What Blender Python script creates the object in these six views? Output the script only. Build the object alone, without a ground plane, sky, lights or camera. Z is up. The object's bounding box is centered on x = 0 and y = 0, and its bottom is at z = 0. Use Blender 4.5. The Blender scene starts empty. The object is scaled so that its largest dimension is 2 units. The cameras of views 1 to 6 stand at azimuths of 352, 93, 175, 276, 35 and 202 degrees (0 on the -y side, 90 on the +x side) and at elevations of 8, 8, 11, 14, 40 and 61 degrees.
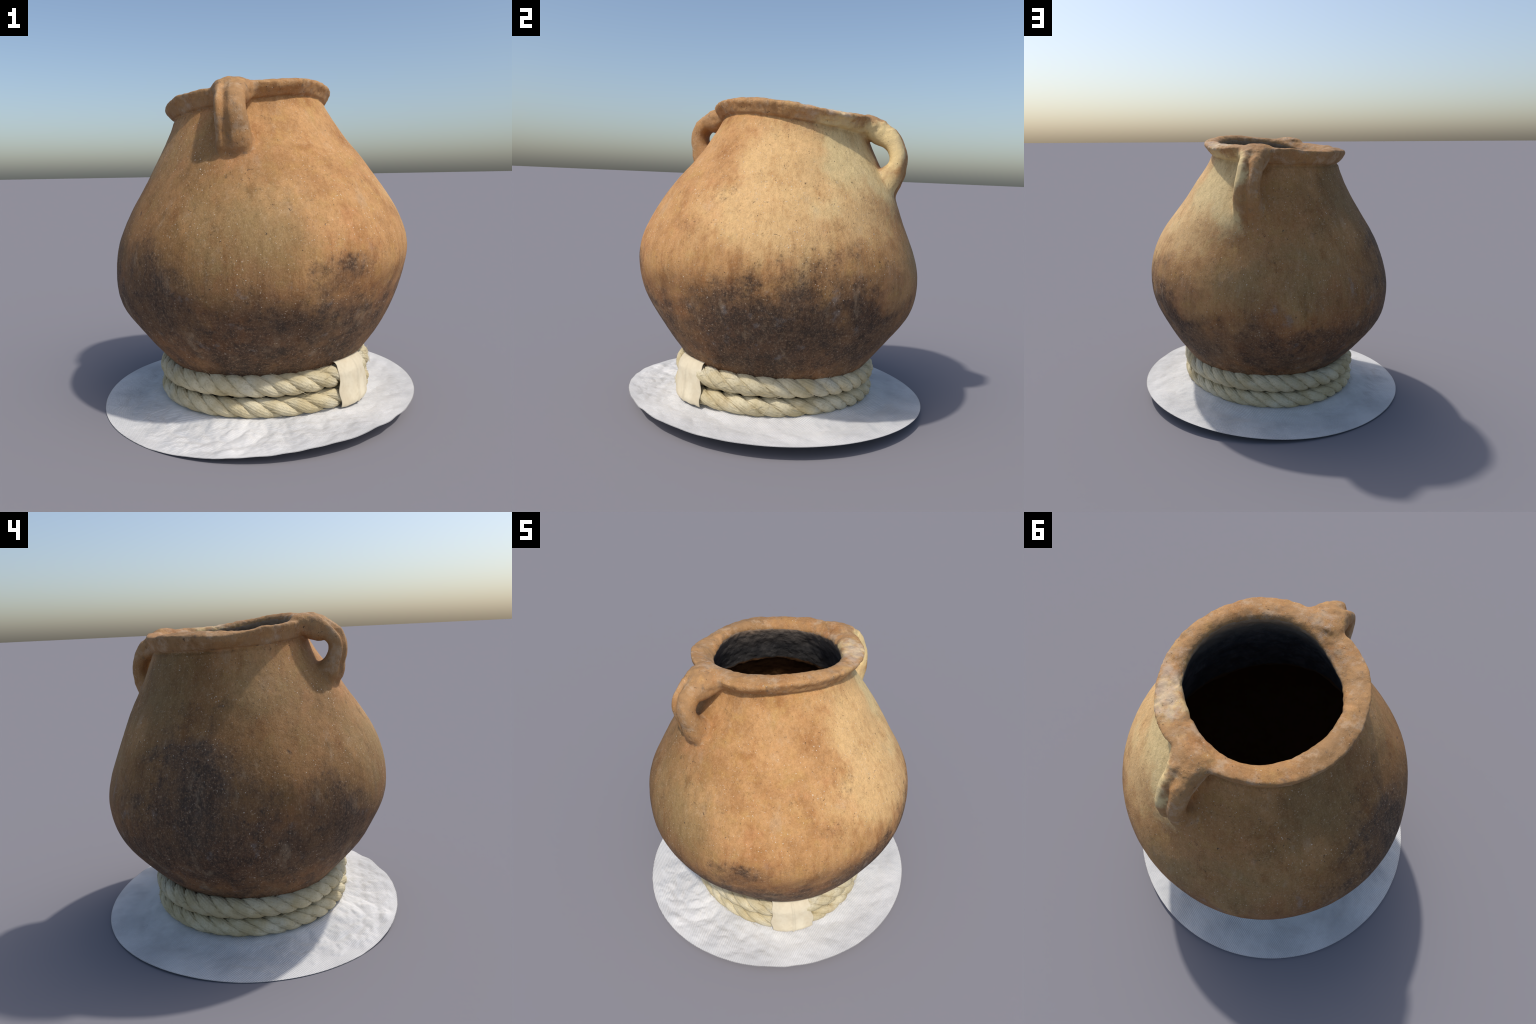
# A hand-built, smoke-stained clay jar with two strap handles, seated in a
# two-turn rope ring on a round sheet of ribbed white paper.
import bpy, math, random
import numpy as np
from mathutils.bvhtree import BVHTree

random.seed(7)
TAU = 2 * math.pi

# ------------------------------------------------------------------ helpers
_rng = np.random.default_rng(11)
_perm = _rng.permutation(256)
_perm = np.concatenate([_perm, _perm, _perm])
_grad = _rng.normal(size=(256, 3))
_grad /= np.linalg.norm(_grad, axis=1, keepdims=True)


def perlin(P, scale=1.0, seed=0.0):
    """Gradient noise, about -0.7 .. 0.7, for an (n, 3) array of points."""
    Q = np.asarray(P, float) * scale + seed
    i = np.floor(Q).astype(int)
    f = Q - i
    i &= 255
    u = f * f * f * (f * (f * 6 - 15) + 10)
    out = 0
    for dx in (0, 1):
        for dy in (0, 1):
            for dz in (0, 1):
                h = _perm[_perm[_perm[i[:, 0] + dx] + i[:, 1] + dy] + i[:, 2] + dz]
                g = _grad[h]
                d = (g * (f - np.array([dx, dy, dz]))).sum(1)
                w = (u[:, 0] if dx else 1 - u[:, 0]) * (u[:, 1] if dy else 1 - u[:, 1]) * (u[:, 2] if dz else 1 - u[:, 2])
                out = out + w * d
    return out


def fbm(P, scale, octaves=3, seed=0.0):
    a, s, o = 1.0, scale, 0
    for k in range(octaves):
        o = o + a * perlin(P, s, seed + 17.3 * k)
        a *= 0.5
        s *= 2.03
    return o


def smooth(x, a, b):
    t = np.clip((x - a) / (b - a), 0, 1)
    return t * t * (3 - 2 * t)


def catmull(points, n):
    """n samples of a Catmull-Rom curve through the rows of points."""
    p = np.asarray(points, float)
    p = np.vstack([2 * p[0] - p[1], p, 2 * p[-1] - p[-2]])
    t = np.linspace(0, len(p) - 3, n)
    i = np.clip(t.astype(int), 0, len(p) - 4)
    f = (t - i)[:, None]
    a, b, c, d = p[i], p[i + 1], p[i + 2], p[i + 3]
    return 0.5 * (2 * b + (c - a) * f + (2 * a - 5 * b + 4 * c - d) * f ** 2 + (3 * b - a - 3 * c + d) * f ** 3)


def grid_faces(rows, cols, wrap=True):
    i = np.arange(rows - 1)[:, None] * cols
    m = cols if wrap else cols - 1
    j = np.arange(m)[None]
    k = (j + 1) % cols
    return np.stack([i + j, i + k, i + cols + k, i + cols + j], -1).reshape(-1, 4)


def new_mesh(name, verts, faces, smooth_shade=True):
    me = bpy.data.meshes.new(name)
    verts = np.asarray(verts, np.float32)
    faces = [np.asarray(f) for f in (faces if isinstance(faces, list) else [faces])]
    me.vertices.add(len(verts))
    me.vertices.foreach_set("co", verts.ravel())
    loops = np.concatenate([f.ravel() for f in faces]).astype(np.int32)
    sizes = np.concatenate([np.full(len(f), f.shape[1]) for f in faces]).astype(np.int32)
    me.loops.add(len(loops))
    me.loops.foreach_set("vertex_index", loops)
    me.polygons.add(len(sizes))
    me.polygons.foreach_set("loop_start", np.concatenate([[0], np.cumsum(sizes)[:-1]]).astype(np.int32))
    me.polygons.foreach_set("loop_total", sizes)
    me.update(calc_edges=True)
    me.validate()
    if smooth_shade:
        me.polygons.foreach_set("use_smooth", np.ones(len(me.polygons), bool))
    return me


def put(name, me, parent=None, material=None):
    ob = bpy.data.objects.new(name, me)
    bpy.context.scene.collection.objects.link(ob)
    if parent:
        ob.parent = parent
    if material and me:
        me.materials.append(material)
    return ob


# ---------------------------------------------------------------- materials
class Graph:
    """Small helper that writes shader nodes as expressions."""

    def __init__(self, name):
        self.mat = bpy.data.materials.new(name)
        self.mat.use_nodes = True
        self.t = self.mat.node_tree
        self.t.nodes.clear()
        self.out = self.t.nodes.new("ShaderNodeOutputMaterial")
        self.b = self.t.nodes.new("ShaderNodeBsdfPrincipled")
        self.t.links.new(self.b.outputs[0], self.out.inputs[0])
        self.co = self.t.nodes.new("ShaderNodeTexCoord").outputs["Object"]

    def link(self, a, sock):
        if isinstance(a, bpy.types.NodeSocket):
            self.t.links.new(a, sock)
        else:
            sock.default_value = a

    def math(self, op, a, b=0.0, c=0.0, clamp=False):
        n = self.t.nodes.new("ShaderNodeMath")
        n.operation = op
        n.use_clamp = clamp
        for s, v in zip(n.inputs, (a, b, c)):
            self.link(v, s)
        return n.outputs[0]

    def add(self, *v):
        r = v[0]
        for x in v[1:]:
            r = self.math("ADD", r, x)
        return r

    def mul(self, a, b):
        return self.math("MULTIPLY", a, b)

    def vec(self, op, a, b):
        n = self.t.nodes.new("ShaderNodeVectorMath")
        n.operation = op
        self.link(a, n.inputs[0])
        self.link(b, n.inputs[3] if op == "SCALE" else n.inputs[1])
        return n.outputs["Value"] if op in ("DISTANCE", "DOT_PRODUCT", "LENGTH") else n.outputs["Vector"]

    def step(self, x, a, b, lo=0.0, hi=1.0):
        n = self.t.nodes.new("ShaderNodeMapRange")
        n.interpolation_type = "SMOOTHSTEP"
        for s, v in zip(n.inputs, (x, a, b, lo, hi)):
            self.link(v, s)
        return n.outputs[0]

    def noise(self, scale, detail=4, rough=0.55, co=None, stretch=None, color=False, offset=(0, 0, 0)):
        c = co or self.co
        if stretch or offset != (0, 0, 0):
            m = self.t.nodes.new("ShaderNodeMapping")
            self.link(c, m.inputs[0])
            m.inputs["Location"].default_value = offset
            m.inputs["Scale"].default_value = stretch or (1, 1, 1)
            c = m.outputs[0]
        n = self.t.nodes.new("ShaderNodeTexNoise")
        self.link(c, n.inputs["Vector"])
        n.inputs["Scale"].default_value = scale
        n.inputs["Detail"].default_value = detail
        n.inputs["Roughness"].default_value = rough
        return n.outputs["Color" if color else "Fac"]

    def specks(self, scale, keep, size, co=None):
        """Scattered dots: a share `keep` of Voronoi cells holds one of radius `size`."""
        n = self.t.nodes.new("ShaderNodeTexVoronoi")
        self.link(co or self.co, n.inputs["Vector"])
        n.inputs["Scale"].default_value = scale
        sep = self.t.nodes.new("ShaderNodeSeparateColor")
        self.link(n.outputs["Color"], sep.inputs[0])
        on = self.math("LESS_THAN", sep.outputs[0], keep)
        r = self.math("MULTIPLY_ADD", sep.outputs[1], size * 0.8, size * 0.4)
        d = self.math("DIVIDE", n.outputs["Distance"], r)
        return self.mul(on, self.step(d, 1.0, 0.6))

    def mix(self, f, a, b, mode="MIX"):
        n = self.t.nodes.new("ShaderNodeMix")
        n.data_type = "RGBA"
        n.blend_type = mode
        ins = [s for s in n.inputs if s.enabled]
        for s, v in zip(ins, (f, a, b)):
            if not isinstance(v, bpy.types.NodeSocket) and s.type == "RGBA":
                v = (*v, 1.0)
            self.link(v, s)
        return [s for s in n.outputs if s.enabled][0]

    def xyz(self, v=None):
        n = self.t.nodes.new("ShaderNodeSeparateXYZ")
        self.link(v or self.co, n.inputs[0])
        return n.outputs

    def bump(self, h, strength, dist):
        n = self.t.nodes.new("ShaderNodeBump")
        n.inputs["Strength"].default_value = strength
        n.inputs["Distance"].default_value = dist
        self.link(h, n.inputs["Height"])
        self.link(n.outputs[0], self.b.inputs["Normal"])

    def blobs(self, co, items):
        """Sum of soft round patches: (x, y, z, radius, strength)."""
        total = None
        for x, y, z, r, s in items:
            d = self.vec("DISTANCE", co, (x, y, z))
            v = self.step(d, r * 1.15, r * 0.25, 0.0, s)
            total = v if total is None else self.add(total, v)
        return total

    def done(self, color, rough, spec=0.3):
        self.link(color, self.b.inputs["Base Color"])
        self.link(rough, self.b.inputs["Roughness"])
        self.b.inputs["Specular IOR Level"].default_value = spec
        return self.mat


def warped(g, amount, scale, detail=3):
    w = g.vec("SUBTRACT", g.noise(scale, detail, 0.6, color=True), (0.5, 0.5, 0.5))
    return g.vec("ADD", g.co, g.vec("SCALE", w, amount))


def clay_material(worked=False):
    """Fired clay; `worked` is the thicker, greyer, more handled clay of lip and handles."""
    g = Graph("handled_clay" if worked else "fired_clay")
    z = g.xyz()[2]
    wide = warped(g, 0.62, 1.7, 5)       # lobed, lacy edges of the large patches
    near = warped(g, 0.30, 4.5, 6)       # frayed edges of the stains
    streak = g.noise(44, 5, 0.65, stretch=(1, 1, 0.13))      # burnishing strokes up the wall
    smear = g.noise(15, 4, 0.6, stretch=(1, 1, 0.22), offset=(5, 2, 0))
    mottle = g.noise(3.2, 6, 0.65)
    mid = g.noise(9, 6, 0.68, offset=(3, 1, 7))
    fine = g.noise(62, 5, 0.75)
    half = lambda v: g.math("SUBTRACT", v, 0.5)
    c = g.mix(g.step(g.add(mottle, g.mul(half(smear), 0.6)), 0.36, 0.66), TAN_DEEP, TAN)
    c = g.mix(g.mul(g.step(mid, 0.48, 0.70), 0.55), c, OCHRE)
    c = g.mix(g.mul(g.step(g.noise(4, 6, 0.65, offset=(9, 2, 4)), 0.50, 0.68), 0.55), c, ROSY)
    # scan light baked in: wall brightened on one side, overexposed by one handle
    pale = g.add(g.blobs(wide, BAKED_BRIGHT_AT), g.mul(half(smear), 0.9), g.mul(half(mid), 0.7))
    c = g.mix(g.mul(g.step(pale, 0.15, 1.0), 0.75), c, BAKED_BRIGHT)
    glare = g.add(g.blobs(near, OVEREXPOSED_AT), g.mul(half(mid), 1.2))
    c = g.mix(g.mul(g.step(glare, 0.05, 0.9), 0.85), c, OVEREXPOSED)
    # brown tint paints in shade on the dim sides; olive patches over it
    baked_shade = g.add(g.blobs(wide, BAKED_SHADE_AT), g.mul(half(mottle), 1.1), g.mul(half(mid), 0.8), g.mul(half(smear), 0.5))
    c = g.mix(g.mul(g.step(baked_shade, 0.15, 1.0), 0.86), c, UMBER)
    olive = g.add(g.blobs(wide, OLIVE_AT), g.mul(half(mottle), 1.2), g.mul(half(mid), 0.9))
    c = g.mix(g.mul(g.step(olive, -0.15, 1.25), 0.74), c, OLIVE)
    # scorched lower belly with a ragged upper edge, redder in places
    zz = g.add(z, g.mul(half(mottle), 0.75), g.mul(half(mid), 0.35), g.mul(half(fine), 0.15))
    c = g.mix(g.step(zz, 1.08, 0.66, 0.0, 0.74), c, g.mix(g.step(g.noise(2.6, 5, offset=(7, 7, 1)), 0.42, 0.6), SCORCH, SCORCH_RED))
    # soot: a broken band round the belly and patches, eaten into by fine grain
    band = g.mul(g.step(zz, 0.95, 0.60), g.step(g.noise(2.0, 5, 0.6, offset=(1, 4, 9)), 0.34, 0.60, 0.42, 0.80))
    soot = g.add(g.blobs(near, SOOT_AT), band, g.step(zz, 0.58, 0.34, 0.0, 0.35))
    patchy = g.noise(6.5, 7, 0.72, offset=(8, 1, 2))
    haze = g.add(g.mul(soot, 0.9), g.mul(half(patchy), 2.3), g.mul(half(fine), 0.6))
    c = g.mix(g.step(haze, 0.10, 1.25, 0.0, 0.80), c, SOOT_BROWN)
    black = g.add(g.mul(soot, 0.54), g.mul(half(fine), 3.2), g.mul(half(patchy), 2.8), g.mul(half(g.noise(22, 6, 0.72)), 1.6), g.mul(half(streak), 0.8))
    sm = g.step(black, 0.42, 1.35)
    c = g.mix(g.mul(sm, 0.70), c, SOOT)
    # a few small ashy blue-grey bruises
    ash = g.mul(g.step(g.noise(10, 5, 0.6, offset=(2, 9, 6)), 0.60, 0.72), g.step(zz, 1.15, 0.85))
    c = g.mix(g.mul(ash, 0.32), c, ASH)
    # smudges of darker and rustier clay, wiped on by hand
    wipe = g.noise(8, 7, 0.7, stretch=(1, 1, 0.30), offset=(11, 3, 6))
    c = g.mix(g.step(wipe, 0.50, 0.70, 0.0, 0.55), c, RUST, "MULTIPLY")
    c = g.mix(g.step(wipe, 0.44, 0.30, 0.0, 0.28), c, DUSTY)
    # grain, and paler and darker columns left by scraping up the wall
    c = g.mix(g.step(smear, 0.48, 0.72, 0.0, 0.28), c, DARKER, "MULTIPLY")
    c = g.mix(g.step(streak, 0.34, 0.68, 0.0, 0.28), c, DARKER, "MULTIPLY")
    c = g.mix(g.step(g.noise(95, 4, 0.8, offset=(3, 3, 8)), 0.50, 0.72, 0.0, 0.50), c, DARKER, "MULTIPLY")
    c = g.mix(g.step(fine, 0.46, 0.30, 0.0, 0.30), c, DUSTY)
    sand = g.noise(150, 3, 0.75, stretch=(1, 1, 0.6), offset=(2, 7, 7))
    c = g.mix(g.step(sand, 0.50, 0.68, 0.0, 0.32), c, DARKER, "MULTIPLY")
    c = g.mix(g.step(sand, 0.44, 0.30, 0.0, 0.30), c, DUSTY)
    # pits and pale grit grains
    pits = g.add(g.specks(46, 0.28, 0.18, near), g.specks(24, 0.12, 0.14, near))
    c = g.mix(g.math("MULTIPLY", pits, 0.78, clamp=True), c, PIT)
    crowd = g.step(g.noise(3.5, 3, offset=(4, 4, 4)), 0.38, 0.64, 0.12, 1.0)
    grains = g.mul(g.add(g.specks(42, 0.30, 0.17), g.specks(72, 0.32, 0.24), g.specks(21, 0.07, 0.13)), crowd)
    lit = g.math("MULTIPLY_ADD", sm, -0.58, 0.66)
    c = g.mix(g.math("MULTIPLY", grains, lit, clamp=True), c, GRAIN)
    # drying cracks and scratches
    for a, b, w in CRACKS:
        a, b = np.array(a), np.array(b)
        d = b - a
        L = np.linalg.norm(d)
        q = g.vec("SUBTRACT", g.co, tuple(a))
        t = g.math("MULTIPLY", g.vec("DOT_PRODUCT", q, tuple(d / L)), 1 / L, clamp=True)
        dist = g.vec("DISTANCE", q, g.vec("SCALE", tuple(d), t))
        width = g.mul(g.math("SUBTRACT", 1.15, g.math("ABSOLUTE", g.math("MULTIPLY_ADD", t, 2.0, -1.0))), w)
        m = g.step(g.add(dist, g.mul(half(g.noise(40, 3)), 0.012)), width, 0.0)
        c = g.mix(g.mul(m, 0.8), c, PIT)
    if worked:
        # browner and blotched, rubbed pale on the high parts, stained dark in streaks
        rough_n = g.noise(14, 6, 0.7, offset=(6, 2, 3))
        c = g.mix(g.step(g.add(rough_n, g.mul(half(mottle), 0.8)), 0.36, 0.66, 0.15, 0.85), c, HANDLED)
        c = g.mix(g.step(g.noise(11, 6, 0.7, offset=(1, 6, 5)), 0.50, 0.68, 0.0, 0.60), c, LIP)
        c = g.mix(g.step(g.noise(17, 6, 0.72, offset=(9, 9, 2)), 0.56, 0.72, 0.0, 0.65), c, STAIN)
        c = g.mix(g.mul(g.step(glare, 0.15, 0.8), 0.65), c, OVEREXPOSED)
        flake = g.add(g.blobs(near, FLAKE_AT), g.mul(half(rough_n), 2.4))
        c = g.mix(g.mul(g.step(flake, 0.30, 1.0), 0.5), c, FLAKE)
        c = g.mix(g.mul(pits, 0.7), c, PIT)
    h = g.add(g.mul(fine, 0.55), g.mul(sand, 0.5), g.mul(streak, 0.6), g.mul(grains, 0.6), g.mul(pits, -1.0))
    g.bump(h, 0.6, 0.007)
    return g.done(c, g.math("MULTIPLY_ADD", sm, 0.08, 0.74), 0.22)


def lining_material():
    g = Graph("dark_lining")
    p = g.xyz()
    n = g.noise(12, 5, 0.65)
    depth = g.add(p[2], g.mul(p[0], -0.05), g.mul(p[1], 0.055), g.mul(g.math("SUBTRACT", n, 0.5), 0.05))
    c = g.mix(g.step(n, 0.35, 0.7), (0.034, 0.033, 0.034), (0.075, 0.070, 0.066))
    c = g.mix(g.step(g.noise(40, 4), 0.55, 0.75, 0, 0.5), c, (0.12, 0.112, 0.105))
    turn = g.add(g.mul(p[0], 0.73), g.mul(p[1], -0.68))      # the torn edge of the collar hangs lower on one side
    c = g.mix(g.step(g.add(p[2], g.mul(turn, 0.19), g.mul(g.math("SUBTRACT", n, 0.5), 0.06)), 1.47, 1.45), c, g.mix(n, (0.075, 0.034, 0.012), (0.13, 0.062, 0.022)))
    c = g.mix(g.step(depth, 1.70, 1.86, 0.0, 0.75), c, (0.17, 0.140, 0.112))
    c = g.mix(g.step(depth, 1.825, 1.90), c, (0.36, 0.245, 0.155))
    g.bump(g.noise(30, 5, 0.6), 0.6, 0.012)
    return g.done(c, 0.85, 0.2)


def rope_material():
    g = Graph("sisal_fibre")
    n = g.noise(7, 4, 0.6)
    c = g.mix(g.step(n, 0.35, 0.68), (0.49, 0.405, 0.235), (0.65, 0.57, 0.385))
    c = g.mix(g.step(g.noise(3.0, 3, offset=(4, 0, 2)), 0.5, 0.72, 0, 0.6), c, (0.60, 0.59, 0.50))
    yarn = g.noise(30, 5, 0.7, stretch=(1, 1, 2.6))
    c = g.mix(g.step(yarn, 0.53, 0.72, 0, 0.55), c, (0.36, 0.29, 0.16))
    c = g.mix(g.step(g.noise(110, 3), 0.56, 0.72, 0, 0.40), c, (0.30, 0.24, 0.14))
    c = g.mix(g.step(g.noise(5, 4, offset=(1, 8, 3)), 0.62, 0.78, 0, 0.4), c, (0.50, 0.36, 0.18))
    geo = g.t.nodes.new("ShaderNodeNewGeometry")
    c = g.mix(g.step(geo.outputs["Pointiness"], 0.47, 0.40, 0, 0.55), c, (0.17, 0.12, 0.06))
    g.bump(g.add(g.mul(yarn, 0.6), g.mul(g.noise(140, 3), 0.4)), 0.5, 0.006)
    return g.done(c, 0.8, 0.2)


def tape_material():
    g = Graph("masking_tape")
    n = g.noise(9, 4, 0.6)
    c = g.mix(g.step(n, 0.3, 0.7), (0.62, 0.53, 0.37), (0.72, 0.64, 0.47))
    c = g.mix(g.step(g.noise(30, 4), 0.55, 0.75, 0, 0.35), c, (0.56, 0.45, 0.29))
    g.bump(g.noise(60, 4), 0.25, 0.004)
    return g.done(c, 0.62, 0.3)


def paper_material():
    g = Graph("ribbed_paper")
    q = warped(g, 0.012, 9)
    m = g.t.nodes.new("ShaderNodeMapping")
    g.link(q, m.inputs[0])
    m.inputs["Rotation"].default_value = (0, 0, math.radians(37 + 90))
    w = g.t.nodes.new("ShaderNodeTexWave")
    w.wave_type = "BANDS"
    w.bands_direction = "X"
    w.inputs["Scale"].default_value = TAU / 0.0115 / 20.0
    w.inputs["Distortion"].default_value = 0.0
    g.link(m.outputs[0], w.inputs["Vector"])
    rib = w.outputs["Fac"]
    patch = g.step(g.noise(2.4, 3), 0.3, 0.55, 0.35, 1.0)
    c = g.mix(g.step(g.noise(3, 4), 0.35, 0.7), PAPER, PAPER_GREY)
    c = g.mix(g.mul(g.mul(rib, patch), 0.42), c, (0.46, 0.47, 0.485))
    c = g.mix(g.step(g.noise(7, 5, 0.6, offset=(2, 5, 1)), 0.62, 0.8, 0, 0.30), c, (0.56, 0.57, 0.56))
    c = g.mix(g.mul(g.specks(9, 0.10, 0.05), 0.6), c, (0.25, 0.25, 0.26))
    g.bump(g.add(g.mul(g.mul(rib, patch), 0.6), g.mul(g.noise(35, 4), 0.5)), 0.6, 0.005)
    return g.done(c, 0.85, 0.2)


TAN, TAN_DEEP = (0.60, 0.328, 0.132), (0.42, 0.215, 0.080)
OCHRE, ROSY = (0.55, 0.30, 0.085), (0.60, 0.29, 0.125)
BAKED_BRIGHT, OVEREXPOSED = (0.82, 0.545, 0.25), (0.83, 0.645, 0.32)
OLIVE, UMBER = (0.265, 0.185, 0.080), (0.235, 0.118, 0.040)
SCORCH, SCORCH_RED = (0.215, 0.118, 0.060), (0.27, 0.115, 0.048)
RUST = (0.66, 0.50, 0.36)
HANDLED, STAIN, FLAKE = (0.36, 0.205, 0.092), (0.14, 0.105, 0.075), (0.58, 0.465, 0.36)
FLAKE_AT = [(0.43, 0.22, 1.93, .16, .7), (0.36, 0.36, 1.92, .14, .7), (0.47, 0.08, 1.93, .12, .5), (-0.38, -0.22, 1.90, .14, .4), (-0.18, -0.35, 1.94, .12, .5)]
SOOT_BROWN, SOOT, ASH = (0.115, 0.070, 0.045), (0.047, 0.039, 0.034), (0.30, 0.29, 0.28)
DARKER, DUSTY = (0.52, 0.46, 0.40), (0.56, 0.42, 0.27)
PIT, GRAIN, LIP = (0.070, 0.046, 0.032), (0.80, 0.69, 0.54), (0.50, 0.36, 0.23)
PAPER, PAPER_GREY = (0.715, 0.70, 0.675), (0.565, 0.555, 0.54)  # whites toned down partway to the sheet's shaded look
BAKED_BRIGHT_AT = [(0.74, 0.10, 1.33, .50, .8), (0.50, 0.45, 1.52, .40, .7), (0.52, 0.02, 1.65, .40, .7), (0.62, 0.58, 1.20, .26, .4), (0.70, -0.30, 1.30, .40, .5)]
OVEREXPOSED_AT = [(0.31, 0.66, 1.70, .15, .9), (0.30, 0.60, 1.84, .13, .7), (0.30, 0.48, 1.70, .24, .8), (0.45, 0.40, 1.58, .28, .7), (0.33, 0.62, 1.45, .17, .7), (0.38, 0.28, 1.82, .20, .6), (0.70, 0.28, 1.33, .14, .5)]
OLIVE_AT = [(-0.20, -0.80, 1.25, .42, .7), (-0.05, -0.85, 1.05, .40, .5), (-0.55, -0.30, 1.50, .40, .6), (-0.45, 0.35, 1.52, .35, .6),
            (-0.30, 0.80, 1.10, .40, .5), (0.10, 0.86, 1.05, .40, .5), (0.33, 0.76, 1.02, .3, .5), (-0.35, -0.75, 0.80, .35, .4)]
BAKED_SHADE_AT = [(-0.80, 0.25, 1.10, .60, .8), (-0.60, 0.25, 1.50, .50, .7), (-0.86, -0.05, 0.80, .55, .8), (-0.60, -0.60, 0.80, .50, .7), (-0.55, 0.65, 0.80, .50, .7),
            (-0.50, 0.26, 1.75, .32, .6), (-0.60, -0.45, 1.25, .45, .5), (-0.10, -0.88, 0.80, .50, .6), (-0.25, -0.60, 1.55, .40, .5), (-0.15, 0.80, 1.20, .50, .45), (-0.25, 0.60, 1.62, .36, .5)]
SOOT_AT = [(-0.75, 0.19, 1.25, .34, .5), (-0.87, 0.11, 0.98, .42, .5), (-0.78, 0.38, 1.05, .40, .5), (-0.89, 0.01, 0.80, .50, .5), (-0.80, 0.35, 0.75, .45, .4),
           (-0.66, -0.59, 0.97, .24, .5), (-0.72, -0.46, 0.80, .42, .45), (-0.55, -0.72, 0.88, .30, .4), (0.36, -0.76, 0.62, .40, .4),
           (0.28, -0.89, 0.92, .17, .5), (0.42, -0.85, 0.99, .13, .5), (0.21, -0.91, 0.89, .13, .4), (0.87, -0.26, 0.80, .34, .5),
           (0.91, -0.14, 0.90, .24, .4), (0.80, -0.05, 0.60, .44, .5), (0.87, 0.10, 0.74, .34, .4), (0.90, 0.13, 1.00, .16, .5),
           (0.84, 0.33, 0.92, .32, .4), (0.78, 0.48, 0.89, .28, .45), (0.10, 0.76, 0.49, .30, .4), (-0.25, 0.82, 0.56, .34, .35),
           (-0.64, 0.64, 0.73, .34, .4), (-0.10, -0.78, 0.55, .40, .4), (0.65, 0.52, 0.62, .30, .3)]
CRACKS = [((0.888, 0.17, 0.965), (0.875, 0.245, 1.0), .012), ((0.885, 0.12, 0.935), (0.880, 0.20, 0.965), .009),
          ((-0.70, -0.29, 1.245), (-0.735, -0.355, 1.20), .015), ((-0.655, -0.36, 1.30), (-0.67, -0.375, 1.26), .009),
          ((0.12, -0.925, 1.05), (0.13, -0.93, 1.0), .009), ((-0.235, 0.815, 1.16), (-0.27, 0.805, 1.13), .009),
          ((0.80, 0.19, 1.21), (0.83, 0.19, 1.12), .005), ((-0.25, -0.64, 1.44), (-0.26, -0.655, 1.40), .012)]

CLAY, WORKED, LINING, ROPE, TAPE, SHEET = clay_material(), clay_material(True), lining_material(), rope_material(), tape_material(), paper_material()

# ---------------------------------------------------------------- the jar
# The jar leans a little; its wall is a hand-thrown profile, measured along
# its own axis, whose sections sway off centre and are not quite round.
AXIS = np.array([-0.0489, 0.0397, 1.0])
AXIS /= np.linalg.norm(AXIS)
EX = np.array([1.0, 0, 0]) - AXIS[0] * AXIS
EX /= np.linalg.norm(EX)
EY = np.cross(AXIS, EX)
HEIGHT = np.array([0, .2, .35, .5, .65, .8, .95, 1.1, 1.25, 1.4, 1.5, 1.6, 1.7, 1.8, 1.92])
SWAY_X = [.072, .066, .061, .054, .047, .053, .065, .071, .071, .069, .066, .062, .057, .054, .050]
SWAY_Y = [-.025, -.025, -.026, -.027, -.023, -.030, -.040, -.048, -.046, -.040, -.034, -.028, -.025, -.018, -.011]
RADIUS = [.395, .518, .644, .759, .856, .905, .914, .878, .806, .720, .656, .590, .532, .486, .458]
OVAL = {2: ([-.005, -.002, .002, -.001, -.004, -.007, -.006, -.003, -.007, -.014, -.014, -.012, -.013, -.010, -.003],
            [.012, .006, -.002, -.008, -.013, -.013, -.018, -.017, -.023, -.020, -.012, -.006, -.009, -.007, -.002]),
        3: ([-.009, -.007, -.004, -.001, -.002, 0, -.002, -.002, .003, 0, -.003, -.001, -.001, .001, .001],
            [-.002, -.004, -.006, -.004, .001, .003, .001, .001, .005, -.004, -.014, -.013, -.012, -.006, 0]),
        4: ([-.001, -.004, -.006, -.007, .005, .005, -.004, -.005, -.005, -.012, -.012, -.008, -.007, -.006, -.001],
            [.004, .004, .003, .001, .002, .002, .002, .003, -.001, .003, .002, .001, .001, 0, 0])}


# dents and swellings left by the potter's hands:
# (bearing in degrees, height, half-width in degrees, half-height, depth)
DENTS = [(12, 1.63, 12, .10, .018), (-47, 1.46, 11, .09, -.018), (-144, 1.59, 14, .13, -.022), (132, 1.32, 17, .17, -.022),
         (48, .77, 15, .09, .018), (8, .47, 20, .08, .012), (-138, .76, 20, .09, .013), (-165, 1.29, 10, .08, .016),
         (175, .46, 20, .08, .012), (-50, .70, 28, .10, .002), (-91, 1.56, 9, .07, .020), (100, .55, 15, .10, .010), (-103, 1.50, 11, .08, .022), (69, 1.42, 11, .09, .020),
         (-142, 1.44, 9, .07, -.012), (168, 1.40, 9, .12, .010), (-98, .50, 13, .07, .022), (-48, .86, 10, .07, .010), (-52, 1.60, 9, .08, -.010), (-52, 1.13, 9, .09, -.006)]


def _second_derivatives(x):
    n = len(x)
    h = np.diff(x)
    A, B = np.eye(n), np.zeros((n, n))
    for i in range(1, n - 1):
        A[i, i - 1:i + 2] = h[i - 1], 2 * (h[i - 1] + h[i]), h[i]
        B[i, i - 1:i + 2] = 6 / h[i - 1], -6 / h[i - 1] - 6 / h[i], 6 / h[i]
    return np.linalg.solve(A, B)


_M2 = _second_derivatives(HEIGHT)


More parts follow.
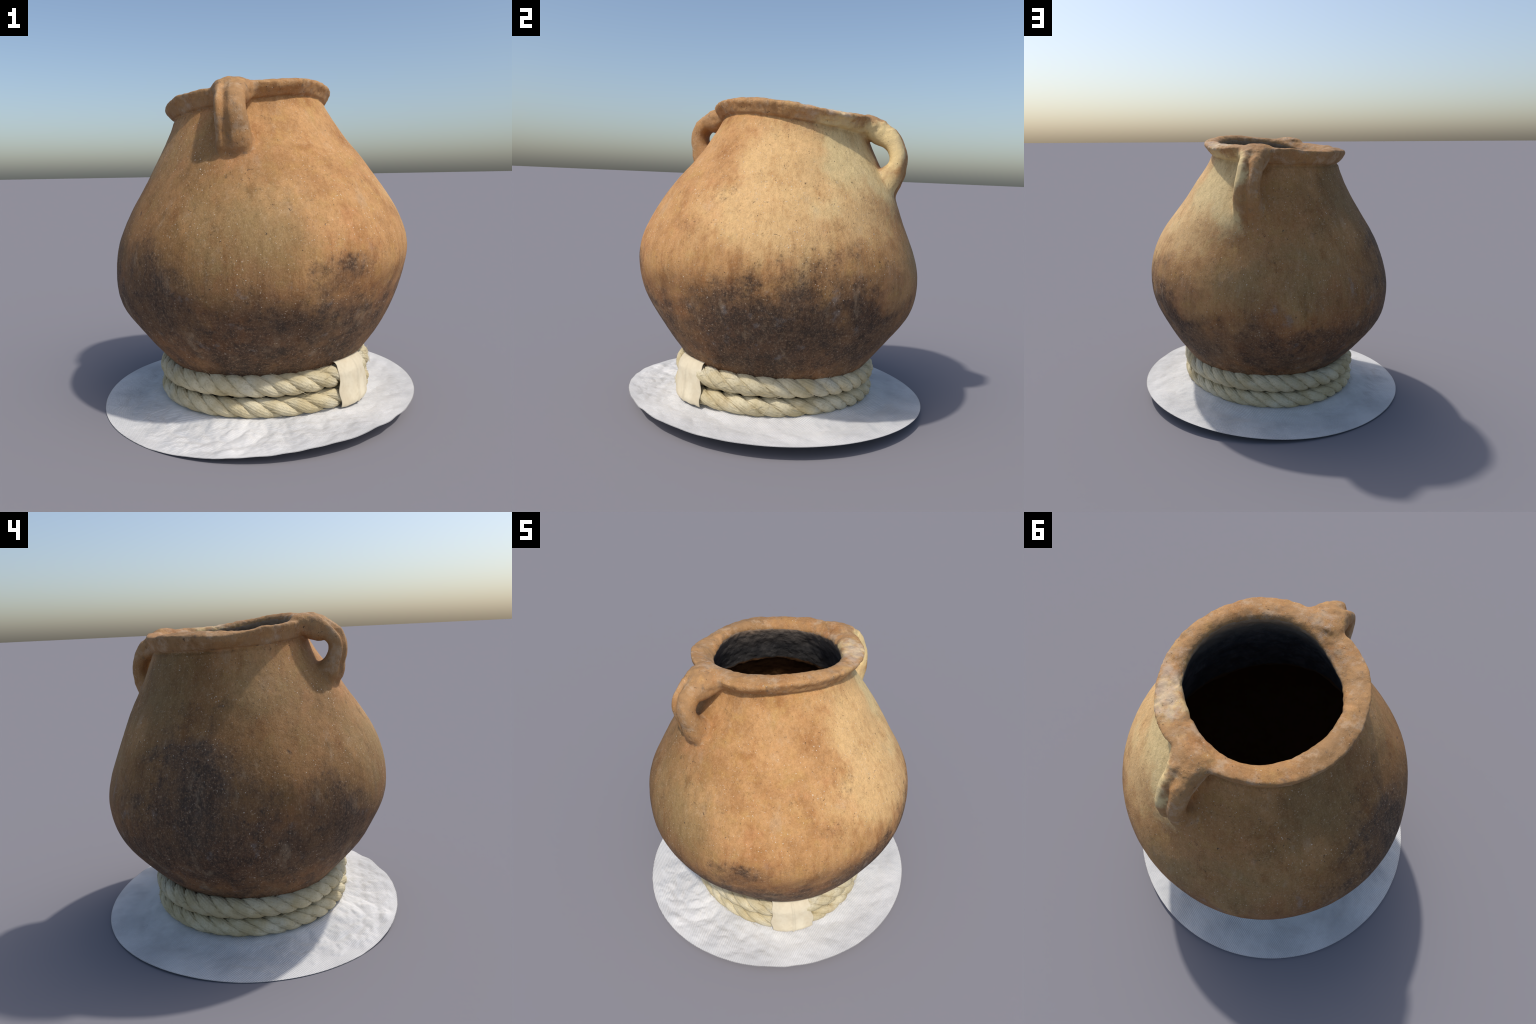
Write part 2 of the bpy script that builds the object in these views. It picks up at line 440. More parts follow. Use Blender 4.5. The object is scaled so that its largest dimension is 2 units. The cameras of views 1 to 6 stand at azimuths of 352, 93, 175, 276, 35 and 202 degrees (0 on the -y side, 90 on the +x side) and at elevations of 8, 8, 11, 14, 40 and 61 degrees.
def along(values, h):
    """Natural cubic spline of a profile value at height h on the axis."""
    y = np.asarray(values, float)
    m = _M2 @ y
    h = np.clip(h, HEIGHT[0], HEIGHT[-1])
    i = np.clip(np.searchsorted(HEIGHT, h) - 1, 0, len(HEIGHT) - 2)
    w = HEIGHT[i + 1] - HEIGHT[i]
    a = (HEIGHT[i + 1] - h) / w
    b = 1 - a
    return a * y[i] + b * y[i + 1] + ((a ** 3 - a) * m[i] + (b ** 3 - b) * m[i + 1]) * w * w / 6


def wall_radius(h, th):
    r = along(RADIUS, h)
    for k, (c, s) in OVAL.items():
        r = r + along(c, h) * np.cos(k * th) + along(s, h) * np.sin(k * th)
    for b, hh, wb, wh, d in DENTS:
        off = (th - math.radians(b) + math.pi) % TAU - math.pi
        r = r + d * np.exp(-0.5 * (off / math.radians(wb)) ** 2 - 0.5 * ((h - hh) / wh) ** 2)
    return r


def wall_point(h, th, inset=0.0):
    r = wall_radius(h, th) - inset
    x = along(SWAY_X, h) + r * np.cos(th)
    y = along(SWAY_Y, h) + r * np.sin(th)
    return x[..., None] * EX + y[..., None] * EY + np.asarray(h)[..., None] * AXIS


def outside_wall(P):
    """Radial distance of points from the outer wall (negative inside)."""
    h = P @ AXIS
    x = P @ EX - along(SWAY_X, h)
    y = P @ EY - along(SWAY_Y, h)
    return np.hypot(x, y) - wall_radius(h, np.arctan2(y, x))


# The mouth: rings around the point MOUTH, each a wavering closed curve.
MOUTH = np.array([-0.030, 0.066])


def waver(th, terms):
    return sum(c * np.cos(k * th) + s * np.sin(k * th) for k, (c, s) in terms.items())


def lip_outer(th):
    r = 0.5276 + waver(th, {2: (-.0064, .0042), 3: (-.004, .005), 4: (-.002, .0032), 5: (.0014, -.0042)})
    z = 1.8873 + waver(th, {1: (.0302, -.0372), 2: (-.0117, -.0018), 3: (.0029, -.0077), 4: (-.0034, -.0073), 5: (.0045, .0042)})
    return r, z


def lip_inner(th):
    r = 0.3977 + waver(th, {2: (-.0017, -.007), 3: (.0021, -.0025), 4: (.0056, .0004), 5: (-.0008, -.0006)})
    z = 1.8937 + waver(th, {1: (.0389, -.0338), 2: (-.0009, -.0161), 3: (-.0078, .0093), 4: (.0018, -.0057), 5: (-.0043, -.0011)})
    return r, z


def neck_crease(th):
    return 1.8088 + waver(th, {1: (.0352, -.0390), 2: (-.0031, -.0114), 3: (-.0028, -.0013)})


def build_shell(n=420):
    th = np.linspace(0, TAU, n, endpoint=False)
    rows = []
    # flat foot, then the outer wall up to the crease below the lip
    foot = 0.12
    for f in (0.02, 0.35, 0.7, 0.93):
        P = wall_point(np.full(n, foot), th)
        c = P.mean(0)
        rows.append(c + (P - c) * f)
    top = np.empty(n)
    h = np.full(n, 1.82)
    for _ in range(6):                       # height on the axis where the wall meets the crease
        P = wall_point(h, th)
        az = np.arctan2(P[:, 1] - MOUTH[1], P[:, 0] - MOUTH[0])
        h = h + (neck_crease(az) - P[:, 2])
    for t in np.linspace(0, 1, 130):
        rows.append(wall_point(foot + 0.004 + t * (h - foot - 0.004), th))
    crease = rows[-1]
    az = np.arctan2(crease[:, 1] - MOUTH[1], crease[:, 0] - MOUTH[0])
    ro_trim = -0.009 * np.exp(-((az + 0.75) / 0.35) ** 2) + 0.010 * np.exp(-(((az - 2.75 + math.pi) % TAU - math.pi) / 0.45) ** 2)
    rc = np.hypot(crease[:, 0] - MOUTH[0], crease[:, 1] - MOUTH[1])
    zc = crease[:, 2]
    ro, zo = lip_outer(az)
    ro = ro + ro_trim
    ri, zi = lip_inner(az)
    zo = np.minimum(zo, zc + 0.088)
    rk, zk = ri + 0.77 * (ro - ri), zi + 0.77 * (zo - zi) + 0.0233
    u = np.c_[np.cos(az), np.sin(az), 0 * az]
    jag = 0.035 * perlin(u, 3.1, 5.0) + 0.016 * perlin(u, 11.0, 2.0)
    ze = 1.445 - 0.105 * np.cos(az + 0.75) + jag     # torn lower edge of the collar inside the neck
    flare = lambda z: ri + np.interp(zi - z, [0, .10, .17, .27, .39, .51, .62], [0, .030, .055, .088, .122, .152, .175])
    # the outer face of the lip is flat, most of all where the lip is broken
    w = 0.40 + 0.60 * np.exp(-((az - 0.6) / 0.5) ** 2)
    ctrl = [(rc, zc), (rc + 0.3 * (ro - rc), zc + 0.22 * (zo - zc)),
            ((1 - w) * (ro - 0.014) + w * (rc + 0.72 * (ro - rc)), (1 - w) * (zo - 0.034) + w * (zc + 0.70 * (zo + 0.01 - zc))),
            (ro - 0.002 - 0.008 * w, zo - 0.015 + 0.008 * w), (ro + 0.001, zo + 0.006), (ro - 0.005, zo + 0.0195), (rk, zk), (0.55 * rk + 0.45 * ri, 0.55 * zk + 0.45 * zi + 0.011), (ri + 0.018, zi + 0.006), (ri + 0.002, zi - 0.014), (ri + 0.004, zi - 0.036),
            (flare(zi - 0.09), zi - 0.09), (flare(zi - 0.16), zi - 0.16), (flare(0.65 * zi - 0.104 + 0.35 * ze), 0.65 * zi - 0.104 + 0.35 * ze),
            (flare(0.3 * zi - 0.048 + 0.7 * ze), 0.3 * zi - 0.048 + 0.7 * ze), (flare(ze + 0.02), ze + 0.02), (flare(ze) + 0.003, ze)]
    C = np.array(ctrl)                       # (point, r/z, angle)
    lip = catmull(C.reshape(len(ctrl), -1), 120).reshape(120, 2, n)
    for k in range(1, 120):
        r, z = lip[k]
        rows.append(np.stack([MOUTH[0] + r * np.cos(az), MOUTH[1] + r * np.sin(az), z], -1))
    # a short step back under the torn collar, then down the inside of the wall
    for dr, dz in ((0.010, -0.004), (0.020, 0.0)):
        r, z = flare(ze) + dr, ze + dz
        rows.append(np.stack([MOUTH[0] + r * np.cos(az), MOUTH[1] + r * np.sin(az), z], -1))
    hb = rows[-1] @ AXIS
    inset = 0.056 + 0.012 * np.cos(az + 0.75)
    first = np.maximum(-outside_wall(rows[-1]), inset)
    for t in np.linspace(0.02, 1, 110):
        rows.append(wall_point(hb * (1 - t) + 0.205 * t, th, inset + (first - inset) * (1 - smooth(t, 0, 0.08))))
    P = rows[-1]
    c = P.mean(0)
    for f in (0.9, 0.6, 0.3, 0.02):
        rows.append(c + (P - c) * f)
    V = np.concatenate(rows)
    F = grid_faces(len(rows), n)
    last = len(V) - n
    caps = np.concatenate([np.arange(n)[::-1][None], (np.arange(n) + last)[None]])
    return V, F, caps


def build_handle(path, width, thick, groove, n=90, m=44):
    """Strap swept along (distance from MOUTH, z, azimuth) with a groove down its back."""
    c = catmull(path, n)
    az = np.radians(c[:, 2])
    rad = np.stack([np.cos(az), np.sin(az), 0 * az], -1)
    P = np.concatenate([MOUTH[None] + c[:, :1] * rad[:, :2], c[:, 1:2]], 1)
    T = np.gradient(P, axis=0)
    T /= np.linalg.norm(T, axis=1, keepdims=True)
    side = np.stack([-np.sin(az), np.cos(az), 0 * az], -1)
    side -= (side * T).sum(1, keepdims=True) * T
    side /= np.linalg.norm(side, axis=1, keepdims=True)
    up = np.cross(T, side)
    up *= np.sign((up * rad).sum(1) + 1.2 * up[:, 2])[:, None]
    s = np.linspace(0, 1, n)
    a = np.interp(s, *width)[:, None] / 2
    b = np.interp(s, *thick)[:, None] / 2
    ph = np.linspace(0, TAU, m, endpoint=False)[None]
    e = 2 / 2.7
    lx = np.sign(np.cos(ph)) * np.abs(np.cos(ph)) ** e
    ly = np.sign(np.sin(ph)) * np.abs(np.sin(ph)) ** e
    place, wide, deep = groove
    cut = deep * np.exp(-((lx - place) / wide) ** 2) * smooth(s, .24, .36)[:, None] * (1 - smooth(s, .82, .96))[:, None] * (ly > 0)
    wob = 1 + 0.05 * np.sin(9 * s + 1)[:, None]
    X = lx * a * wob
    Y = ly * b - cut
    V = P[:, None] + X[..., None] * side[:, None] + Y[..., None] * up[:, None]
    V = V.reshape(-1, 3)
    # the roots stay buried in the wall and never show inside the jar
    short = np.maximum(0, -0.034 - outside_wall(V))
    out = V[:, :2] - MOUTH
    V[:, :2] += out / np.linalg.norm(out, axis=1, keepdims=True) * short[:, None]
    F = grid_faces(n, m)
    caps = np.concatenate([np.arange(m)[::-1][None], (np.arange(m) + len(V) - m)[None]])
    return V, F, caps


HANDLES = [
    build_handle([(.455, 1.888, -107.5), (.49, 1.895, -107.5), (.54, 1.883, -107), (.598, 1.866, -106.8), (.655, 1.845, -106.5), (.695, 1.792, -106),
                  (.697, 1.728, -105.5), (.668, 1.650, -105), (.628, 1.585, -104.5), (.600, 1.52, -103), (.580, 1.44, -101)],
                 ([0, .15, .3, .55, .7, .85, 1], [.27, .23, .185, .172, .18, .21, .22]), ([0, .2, .3, .4, .5, .6, .66, .70, .75, .9, 1], [.12, .15, .15, .112, .10, .106, .114, .145, .172, .15, .10]), (-0.38, .22, .026)),
    build_handle([(.455, 1.845, 70), (.48, 1.848, 70), (.516, 1.834, 70.5), (.566, 1.806, 71), (.626, 1.772, 71), (.670, 1.718, 71),
                  (.694, 1.645, 70.3), (.680, 1.575, 69.8), (.636, 1.50, 69.3), (.612, 1.41, 69), (.60, 1.32, 69)],
                 ([0, .15, .3, .55, .7, .85, 1], [.27, .23, .18, .168, .175, .20, .21]), ([0, .2, .3, .4, .5, .6, .66, .71, .78, .9, 1], [.13, .14, .155, .135, .107, .104, .108, .14, .170, .15, .10]), (0.0, .22, .026))]


def bvh(V, F):
    return BVHTree.FromPolygons([tuple(v) for v in V], [tuple(int(i) for i in f) for f in F])


def build_jar():
    # weld shell and handles into one skin
    Vs, Fs, Cs = build_shell()
    allV, quads, others = [Vs], [Fs], [Cs]
    off = len(Vs)
    for V, F, C in HANDLES:
        allV.append(V)
        quads.append(F + off)
        others.append(C + off)
        off += len(V)
    me = new_mesh("jar_skin", np.concatenate(allV), [np.concatenate(quads)] + others)
    ob = put("jar_skin", me)
    mod = ob.modifiers.new("weld", "REMESH")
    mod.mode = "VOXEL"
    mod.voxel_size = 0.0068
    dg = bpy.context.evaluated_depsgraph_get()
    sk = ob.evaluated_get(dg).to_mesh()
    nv, nf = len(sk.vertices), len(sk.polygons)
    V = np.empty(nv * 3, np.float32)
    sk.vertices.foreach_get("co", V)
    V = V.reshape(-1, 3).astype(float)
    F = np.empty(nf * 4, np.int32)
    sk.loops.foreach_get("vertex_index", F)
    F = F.reshape(-1, 4)
    E = np.empty(len(sk.edges) * 2, np.int32)
    sk.edges.foreach_get("vertices", E)
    E = E.reshape(-1, 2)
    ob.evaluated_get(dg).to_mesh_clear()
    bpy.data.objects.remove(ob)
    bpy.data.meshes.remove(me)
    deg = np.bincount(E.ravel(), minlength=nv)[:, None]

    def relax(V, w, times):
        for _ in range(times):
            s = np.stack([np.bincount(E[:, 0], V[E[:, 1], k], nv) + np.bincount(E[:, 1], V[E[:, 0], k], nv) for k in range(3)], 1)
            V = V + w[:, None] * 0.6 * (s / deg - V)
        return V

    # how near each point is to a handle and to the shell without handles
    shell_tree = bvh(Vs, Fs)
    d_handle = np.full((2, nv), 9.0)
    d_shell = np.zeros(nv)
    near = np.zeros(nv, bool)
    for k, (Hv, Hf, Hc) in enumerate(HANDLES):
        lo, hi = Hv.min(0) - 0.09, Hv.max(0) + 0.09
        box = np.where(((V > lo) & (V < hi)).all(1))[0]
        tree = bvh(Hv, Hf)
        for i in box:
            d_handle[k, i] = tree.find_nearest(V[i])[3]
        near[box] = True
    for i in np.where(near)[0]:
        d_shell[i] = shell_tree.find_nearest(V[i])[3]
    dh = d_handle.min(0)
    reach = np.where(V[:, 2] < 1.68, 0.055, 0.040)       # the feet are smeared on more broadly than the tops
    joint = np.where(near, (1 - smooth(np.maximum(d_shell, dh) / reach, 0.25, 1.0)), 0)
    V = relax(V, np.full(nv, 0.5), 2)
    V = relax(V, joint, 26)

    def normals(V):
        a, b = V[F[:, 2]] - V[F[:, 0]], V[F[:, 3]] - V[F[:, 1]]
        n = np.cross(a, b)
        N = np.stack([sum(np.bincount(F[:, c], n[:, k], nv) for c in range(4)) for k in range(3)], 1)
        return N / (np.linalg.norm(N, axis=1, keepdims=True) + 1e-12)

    # hand-worked unevenness: gentle on the wall, rougher on lip and handles, rough inside
    N = normals(V)
    q = V[:, :2] - MOUTH
    az = np.arctan2(q[:, 1], q[:, 0])
    r = np.hypot(q[:, 0], q[:, 1])
    zc = neck_crease(az)
    ri, zi = lip_inner(az)
    ro, zo = lip_outer(az)
    on_lip = smooth(V[:, 2], zc - 0.02, zc + 0.03) * smooth(r, ri - 0.03, ri)
    on_handle = np.where(near, smooth(d_shell, 0.01, 0.04) * (1 - smooth(dh, .02, .04)), 0)
    wall = outside_wall(V)
    inside = smooth(wall, -0.022, -0.035) * (1 - on_lip)
    chipped = on_lip * np.exp(-((az - 0.45) / 0.65) ** 2)
    d = 0.0022 * fbm(V, 5.0, 3, 3.1) + 0.0012 * perlin(V, 26.0, 8.0)
    d = d + (on_lip + 0.35 * on_handle) * (0.006 * fbm(V, 9.0, 2, 1.7) + 0.005 * perlin(V, 26.0, 4.0) + 0.002 * perlin(V, 60.0, 2.0))
    d = d + chipped * 0.016 * np.minimum(fbm(V, 15.0, 3, 9.2), 0.08)
    d = d + inside * (0.012 * fbm(V, 7.5, 3, 6.0))
    # a shallow pressed furrow along the neck crease
    d = d - 0.009 * np.exp(-((V[:, 2] - zc + 0.003) / 0.009) ** 2) * (1 + 0.6 * perlin(V, 20.0, 5.5)) * (wall > -0.02) * (1 - on_handle)
    V = V + N * d[:, None]
    N = normals(V)

    # regions
    M = V[F].mean(1)
    q = M[:, :2] - MOUTH
    az = np.arctan2(q[:, 1], q[:, 0])
    r = np.hypot(q[:, 0], q[:, 1])
    zc = neck_crease(az)
    ri, zi = lip_inner(az)
    fw = outside_wall(M)
    facing = (N[F].mean(1)[:, :2] * q).sum(1) / r                        # inner faces look towards the middle
    region = np.where(M[:, 2] > zc, 1, np.where((fw > -0.026) & ((facing > 0) | (M[:, 2] < 1.2)), 0, 2))     # 0 body, 1 rim, 2 lining
    region[(M[:, 2] > zc) & (facing < 0) & (r < ri + 0.09) & (M[:, 2] < zi - 0.022)] = 2
    region[(M @ AXIS < 0.16) & (fw < 0)] = 0
    for k in range(2):
        mine = (d_handle[k][F].mean(1) < d_shell[F].mean(1)) & near[F].all(1)
        region[mine] = 3 + k
    jar = put("clay_jar", None)
    jar.empty_display_size = 0.2
    jar["label"] = "smoke-stained round clay jar with flared lip and two strap handles"
    jar["category"] = "clay jar"
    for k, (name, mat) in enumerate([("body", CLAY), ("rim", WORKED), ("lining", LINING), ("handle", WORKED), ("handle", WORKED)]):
        f = F[region == k]
        used, inv = np.unique(f.ravel(), return_inverse=True)
        me = new_mesh(name, V[used], inv.reshape(-1, 4))
        me.normals_split_custom_set_from_vertices([tuple(x) for x in N[used]])
        put(name, me, jar, mat)
    return jar


build_jar()

# ---------------------------------------------------------------- rope ring
RN = np.array([-0.0368, 0.0107, 1.0])
RN /= np.linalg.norm(RN)
RX = np.array([1.0, 0, 0]) - RN[0] * RN
RX /= np.linalg.norm(RX)
RY = np.cross(RN, RX)
RC = np.array([0.027, 0.004, 0.0])
COILS = [dict(R=.6040, h=.1275, a=.0610, turns=11, phase=0.4, seed=1.0), dict(R=.5985, h=.2535, a=.0680, turns=12, phase=1.5, seed=5.0)]


def ring_point(th, rho, h):
    return RC + (rho * np.cos(th))[..., None] * RX + (rho * np.sin(th))[..., None] * RY + np.asarray(h)[..., None] * RN


def coil_centre(c, th):
    u = np.c_[np.cos(th), np.sin(th), 0 * th]
    bulge = 0.057 * np.exp(-0.5 * (((th + 0.80 + math.pi) % TAU - math.pi) / 0.46) ** 2)      # pushed out where the ends meet
    bulge = bulge - 0.012 * np.exp(-0.5 * (((th + 1.85 + math.pi) % TAU - math.pi) / 0.40) ** 2)
    if c["turns"] == 11:                   # the lower turn is drawn in on one side
        bulge = bulge - 0.030 * np.exp(-0.5 * (((th - 0.65 + math.pi) % TAU - math.pi) / 0.42) ** 2)
    return c["R"] + bulge + 0.005 * perlin(u, 1.6, c["seed"]), c["h"] + 0.010 * np.clip(bulge / 0.057, 0, 1) + 0.005 * perlin(u, 1.9, c["seed"] + 3)


def build_strand(c, k, n=1100, m=64):
    th = np.linspace(0, TAU, n, endpoint=False)
    R, h = coil_centre(c, th)
    u = np.c_[np.cos(th), np.sin(th), 0 * th]
    turn = -(c["turns"] * th + TAU * k / 3 + c["phase"] + 0.55 * perlin(u, 3.0, c["seed"] + 7))
    off, sr = 0.49 * c["a"], 0.545 * c["a"]
    cx, cz = off * np.cos(turn), off * np.sin(turn)
    P = ring_point(th, R + cx, h + cz)
    T = np.roll(P, -1, 0) - np.roll(P, 1, 0)
    T /= np.linalg.norm(T, axis=1, keepdims=True)
    outw = np.cos(turn)[:, None] * (np.cos(th)[:, None] * RX + np.sin(th)[:, None] * RY) + np.sin(turn)[:, None] * RN
    outw -= (outw * T).sum(1, keepdims=True) * T
    outw /= np.linalg.norm(outw, axis=1, keepdims=True)
    side = np.cross(T, outw)
    ph = np.linspace(0, TAU, m, endpoint=False)[None]
    # round strand, bulging outward, with laid yarns twisting the other way
    yarn = ph * 13 + (c["turns"] * 10 * th)[:, None]
    rad = sr * (1 + 0.045 * np.sin(yarn) + 0.025 * np.sin(ph * 19 - (c["turns"] * 5 * th)[:, None] + k))
    V = P[:, None] + (rad * np.cos(ph))[..., None] * outw[:, None] * 0.97 + (rad * np.sin(ph))[..., None] * side[:, None]
    # press the strands into one another: nothing stands far outside the round of the rope
    C = ring_point(th, R, h)[:, None]
    away = V - C
    dist = np.linalg.norm(away, axis=-1, keepdims=True)
    lim = 0.905 * c["a"]
    V = C + away * np.where(dist > lim, (lim + 0.50 * (dist - lim)) / dist, 1.0)
    flat = V.reshape(-1, 3)
    bump = 0.0022 * perlin(flat, 22.0, c["seed"]) + 0.0014 * perlin(flat, 75.0, 3 + k)
    d = (flat.reshape(n, m, 3) - P[:, None]).reshape(-1, 3)
    flat = flat + d / np.linalg.norm(d, axis=1, keepdims=True) * bump[:, None]
    F = grid_faces(n, m)
    F = np.concatenate([F, np.stack([np.arange(m) + (n - 1) * m, (np.arange(m) + 1) % m + (n - 1) * m, (np.arange(m) + 1) % m, np.arange(m)], -1)])
    return flat, F


def tube(P, rad, m=4, closed=False):
    n = len(P)
    T = np.gradient(P, axis=0)
    T /= np.linalg.norm(T, axis=1, keepdims=True) + 1e-9
    A = np.cross(T, [0.31, 0.52, 0.79])
    A /= np.linalg.norm(A, axis=1, keepdims=True) + 1e-9
    B = np.cross(T, A)
    ph = np.linspace(0, TAU, m, endpoint=False)
    rr = (rad * np.sqrt(np.clip(1 - np.linspace(-.6, 1, n) ** 4, 0.02, 1)))[:, None] if not closed else np.full((n, 1), rad)
    V = P[:, None] + (rr * np.cos(ph))[..., None] * A[:, None] + (rr * np.sin(ph))[..., None] * B[:, None]
    return V.reshape(-1, 3), grid_faces(n, m)


ring = put("rope_ring", None)
ring.empty_display_size = 0.2
ring["label"] = "two stacked turns of pale three-strand rope bound with tape"
ring["category"] = "rope ring"
fibres_v, fibres_f, base = [], [], 0
for c in COILS:
    # a soft core holds the three strands of each turn together
    th = np.linspace(0, TAU, 360, endpoint=False)
    R, h = coil_centre(c, th)
    ph = np.linspace(0, TAU, 16, endpoint=False)
    V = ring_point(th[:, None] + 0 * ph, R[:, None] + 0.3 * c["a"] * np.cos(ph), h[:, None] + 0.3 * c["a"] * np.sin(ph)).reshape(-1, 3)
    F = grid_faces(360, 16)
    F = np.concatenate([F, np.stack([np.arange(16) + 359 * 16, (np.arange(16) + 1) % 16 + 359 * 16, (np.arange(16) + 1) % 16, np.arange(16)], -1)])
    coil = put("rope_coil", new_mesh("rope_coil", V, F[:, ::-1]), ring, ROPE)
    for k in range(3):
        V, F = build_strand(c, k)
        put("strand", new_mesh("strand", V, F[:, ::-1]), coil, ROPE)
    # stray fibres lifting off the outside of the turn
    for _ in range(190):
        t0 = random.uniform(0, TAU)
        if -1.12 < (t0 + math.pi) % TAU - math.pi < -0.6:
            continue
        a0 = random.uniform(-1.3, 1.5)
        length = random.uniform(0.03, 0.09)
        lift = random.uniform(0.004, 0.022)
        s = np.linspace(0, 1, 9)
        tt = t0 + random.choice((-1, 1)) * s * length / c["R"]
        aa = a0 + s * random.uniform(-0.8, 0.8)
        Rr, hh = coil_centre(c, tt)
        rr = c["a"] * 0.99 + lift * s ** 2 - 0.004 + 0.003 * np.sin(5 * s + t0)
        P = ring_point(tt, Rr + rr * np.cos(aa), hh + rr * np.sin(aa))
        v, f = tube(P, random.uniform(0.0006, 0.0011))
        fibres_v.append(v)
        fibres_f.append(f + base)
        base += len(v)
# a loose end of the rope, tucked between the ring and the jar where the ends meet
c = COILS[1]
th = np.radians(np.linspace(-92, -8, 400))
R, h = coil_centre(c, th)
t = np.linspace(-1, 1, 400)
thick = 0.042 * (1 - 0.75 * t ** 6)
P = ring_point(th, R - 0.052, h + 0.020 - 0.03 * t ** 4)
outw = np.cos(th)[:, None] * RX + np.sin(th)[:, None] * RY
ph = np.linspace(0, TAU, 48, endpoint=False)[None]
rr = thick[:, None] * (1 + 0.10 * np.abs(np.sin(1.5 * ph + 18 * th[:, None])) + 0.03 * np.sin(9 * ph - 40 * th[:, None]))
V = (P[:, None] + (rr * np.cos(ph))[..., None] * outw[:, None] + (rr * np.sin(ph))[..., None] * RN).reshape(-1, 3)
short = np.maximum(0, -0.02 - outside_wall(V))          # it is squeezed against the jar
V[:, :2] += (V[:, :2] - RC[:2]) / np.linalg.norm(V[:, :2] - RC[:2], axis=1, keepdims=True) * short[:, None]
F = grid_faces(400, 48)
caps = np.stack([np.arange(48), np.arange(48)[::-1] + 399 * 48])
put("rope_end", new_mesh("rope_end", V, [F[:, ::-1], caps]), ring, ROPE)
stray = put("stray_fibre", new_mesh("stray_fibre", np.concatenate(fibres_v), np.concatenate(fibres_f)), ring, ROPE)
stray["kind"] = "stuff"


def build_tape(n=64, m=70):
    """Band of tape laid over the outside of both turns, top to bottom."""
    line = catmull([(.630, .346), (.655, .351), (.684, .343), (.704, .318), (.718, .285), (.7215, .25), (.7225, .21), (.725, .17), (.7295, .13), (.730, .105), (.724, .085), (.712, .078)], m)
    t = np.linspace(-1, 1, n)[None]
    s = np.linspace(0, 1, m)[:, None]
    edge = np.radians(11.3) + 0.010 * np.sin(9 * s + 2) + 0.006 * np.sin(23 * s)
    th = np.radians(-49.0) + t * edge + 0.02 * (s - .5)
    rho = line[:, :1] + 0 * t
    h = line[:, 1:] + 0 * t
    fold = np.exp(-((t - 0.02 - 0.05 * np.sin(4 * s)) / 0.05) ** 2)
    u = np.stack([t + 0 * s, s + 0 * t, 0 * t + 0 * s], -1).reshape(-1, 3)
    rho = rho + 0.009 * fold + 0.004 * fbm(u * [2.0, 3, 1], 1.3, 3, 4.0).reshape(m, n) + 0.002
    rho = rho - 0.015 * t ** 2 + 0.004
    h = h + smooth(s, .8, 1) * 0.014 * perlin(u * [4, 0, 0], 1.0, 2.5).reshape(m, n) * (0.5 + 0.5 * np.abs(t))
    outer = ring_point(th, rho, h)
    inner = ring_point(th, rho - 0.0025, h)
    V = np.concatenate([outer.reshape(-1, 3), inner.reshape(-1, 3)])
    F = grid_faces(m, n, wrap=False)
    k = m * n
    rim = np.concatenate([np.arange(n), np.arange(1, m) * n + n - 1, (m - 1) * n + np.arange(n - 1)[::-1], np.arange(1, m - 1)[::-1] * n])
    nxt = np.roll(rim, -1)
    W = np.stack([rim, nxt, nxt + k, rim + k], -1)
    return V, np.concatenate([F[:, ::-1], F + k, W])


V, F = build_tape()
put("tape_band", new_mesh("tape_band", V, F), ring, TAPE)

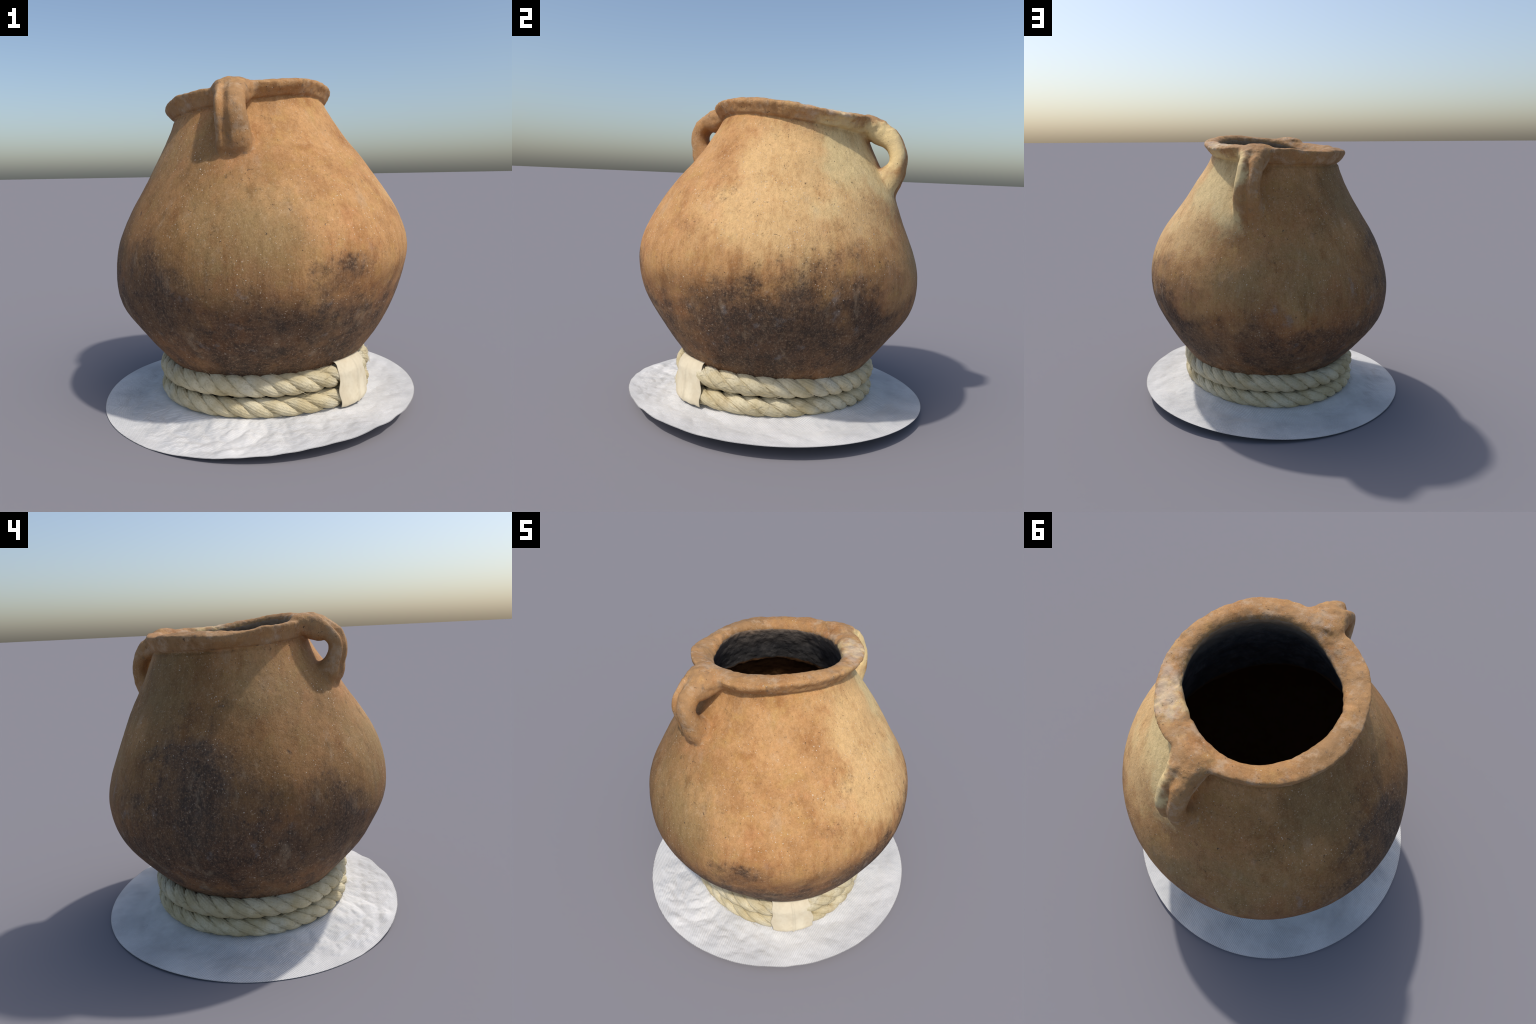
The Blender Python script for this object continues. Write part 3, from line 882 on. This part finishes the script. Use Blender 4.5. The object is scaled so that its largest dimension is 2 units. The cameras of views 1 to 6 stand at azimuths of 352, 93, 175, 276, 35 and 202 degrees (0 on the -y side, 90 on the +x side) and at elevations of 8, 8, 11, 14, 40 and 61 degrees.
# ------------------------------------------------------------- paper sheet
def build_sheet(nr=170, n=640):
    th = np.linspace(0, TAU, n, endpoint=False)
    f = np.linspace(0, 1, nr) ** 0.8
    u = np.c_[np.cos(th), np.sin(th), 0 * th]
    front = np.exp(-((th - math.radians(285)) / 0.75) ** 2)
    edge_r = 1.0 + 0.0035 * perlin(u, 6.0, 2.0) * (0.4 + front) + 0.003 * perlin(u, 14.0, 5.0) * front
    edge_z = 0.0475 + waver(th, {1: (.0461, -.0108), 2: (.003, -.0077), 3: (-.0069, .0067), 4: (.0016, -.0008)}) + 0.016 * perlin(u, 7.0, 4.0) * front - 0.008 * np.exp(-((th - math.pi) / 0.45) ** 2)
    flat_z = 0.0475 + 0.0461 * np.cos(th) - 0.0108 * np.sin(th)
    rr = f[:, None] * edge_r
    z = 0.0475 + (flat_z - 0.0475) * f[:, None] + (edge_z - flat_z) * smooth(f, .55, 1)[:, None]
    z = z + 0.016 * (1 - smooth(f, .62, .78))[:, None] - 0.004 * smooth(f, .6, .75)[:, None] * (1 - smooth(f, .85, .99))[:, None]
    X, Y = rr * np.cos(th), rr * np.sin(th)
    P = np.stack([X, Y, 0 * X], -1).reshape(-1, 3)
    # crumples pressed in on one side, slack waves elsewhere
    zone = np.exp(-(((th - math.radians(248)) + math.pi) % TAU - math.pi) ** 2 / 0.95 ** 2)[None]
    live = (smooth(f, .58, .68) * (1 - smooth(f, .93, 1.0)))[:, None]
    a = np.abs(perlin(P, 6.0, 1.0)) + 0.45 * np.abs(perlin(P, 13.0, 7.0)) + 0.2 * np.abs(perlin(P, 27.0, 3.0))
    z = z + live * ((0.026 * zone + 0.010) * (a.reshape(nr, n) - 0.28))
    z = z + smooth(f, .55, .7)[:, None] * 0.009 * fbm(P, 6.5, 3, 2.0).reshape(nr, n) * (1 - smooth(f, .9, 1))[:, None]
    z = z + 0.007 * (1 - smooth(f, .86, 1))[:, None] + 0.009 * (1 - smooth(f, .64, .82))[:, None]
    top = np.stack([X, Y, z], -1).reshape(-1, 3)
    top[:, 2] = np.maximum(top[:, 2] - 0.002, 0.002)
    bot = top.copy()
    bot[:, 2] -= 0.002
    V = np.concatenate([top, bot])
    V[:, 2] = np.maximum(V[:, 2], 0.0)
    F = grid_faces(nr, n)
    k = nr * n
    e = np.arange(n) + (nr - 1) * n
    e2 = np.roll(e, -1)
    return V, np.concatenate([F[:, ::-1], F + k, np.stack([e, e + k, e2 + k, e2], -1)[:, ::-1]])


V, F = build_sheet()
sheet = put("paper_sheet", new_mesh("paper_sheet", V, F), None, SHEET)
sheet["label"] = "round sheet of white ribbed paper, crumpled on one side"
sheet["category"] = "paper sheet"
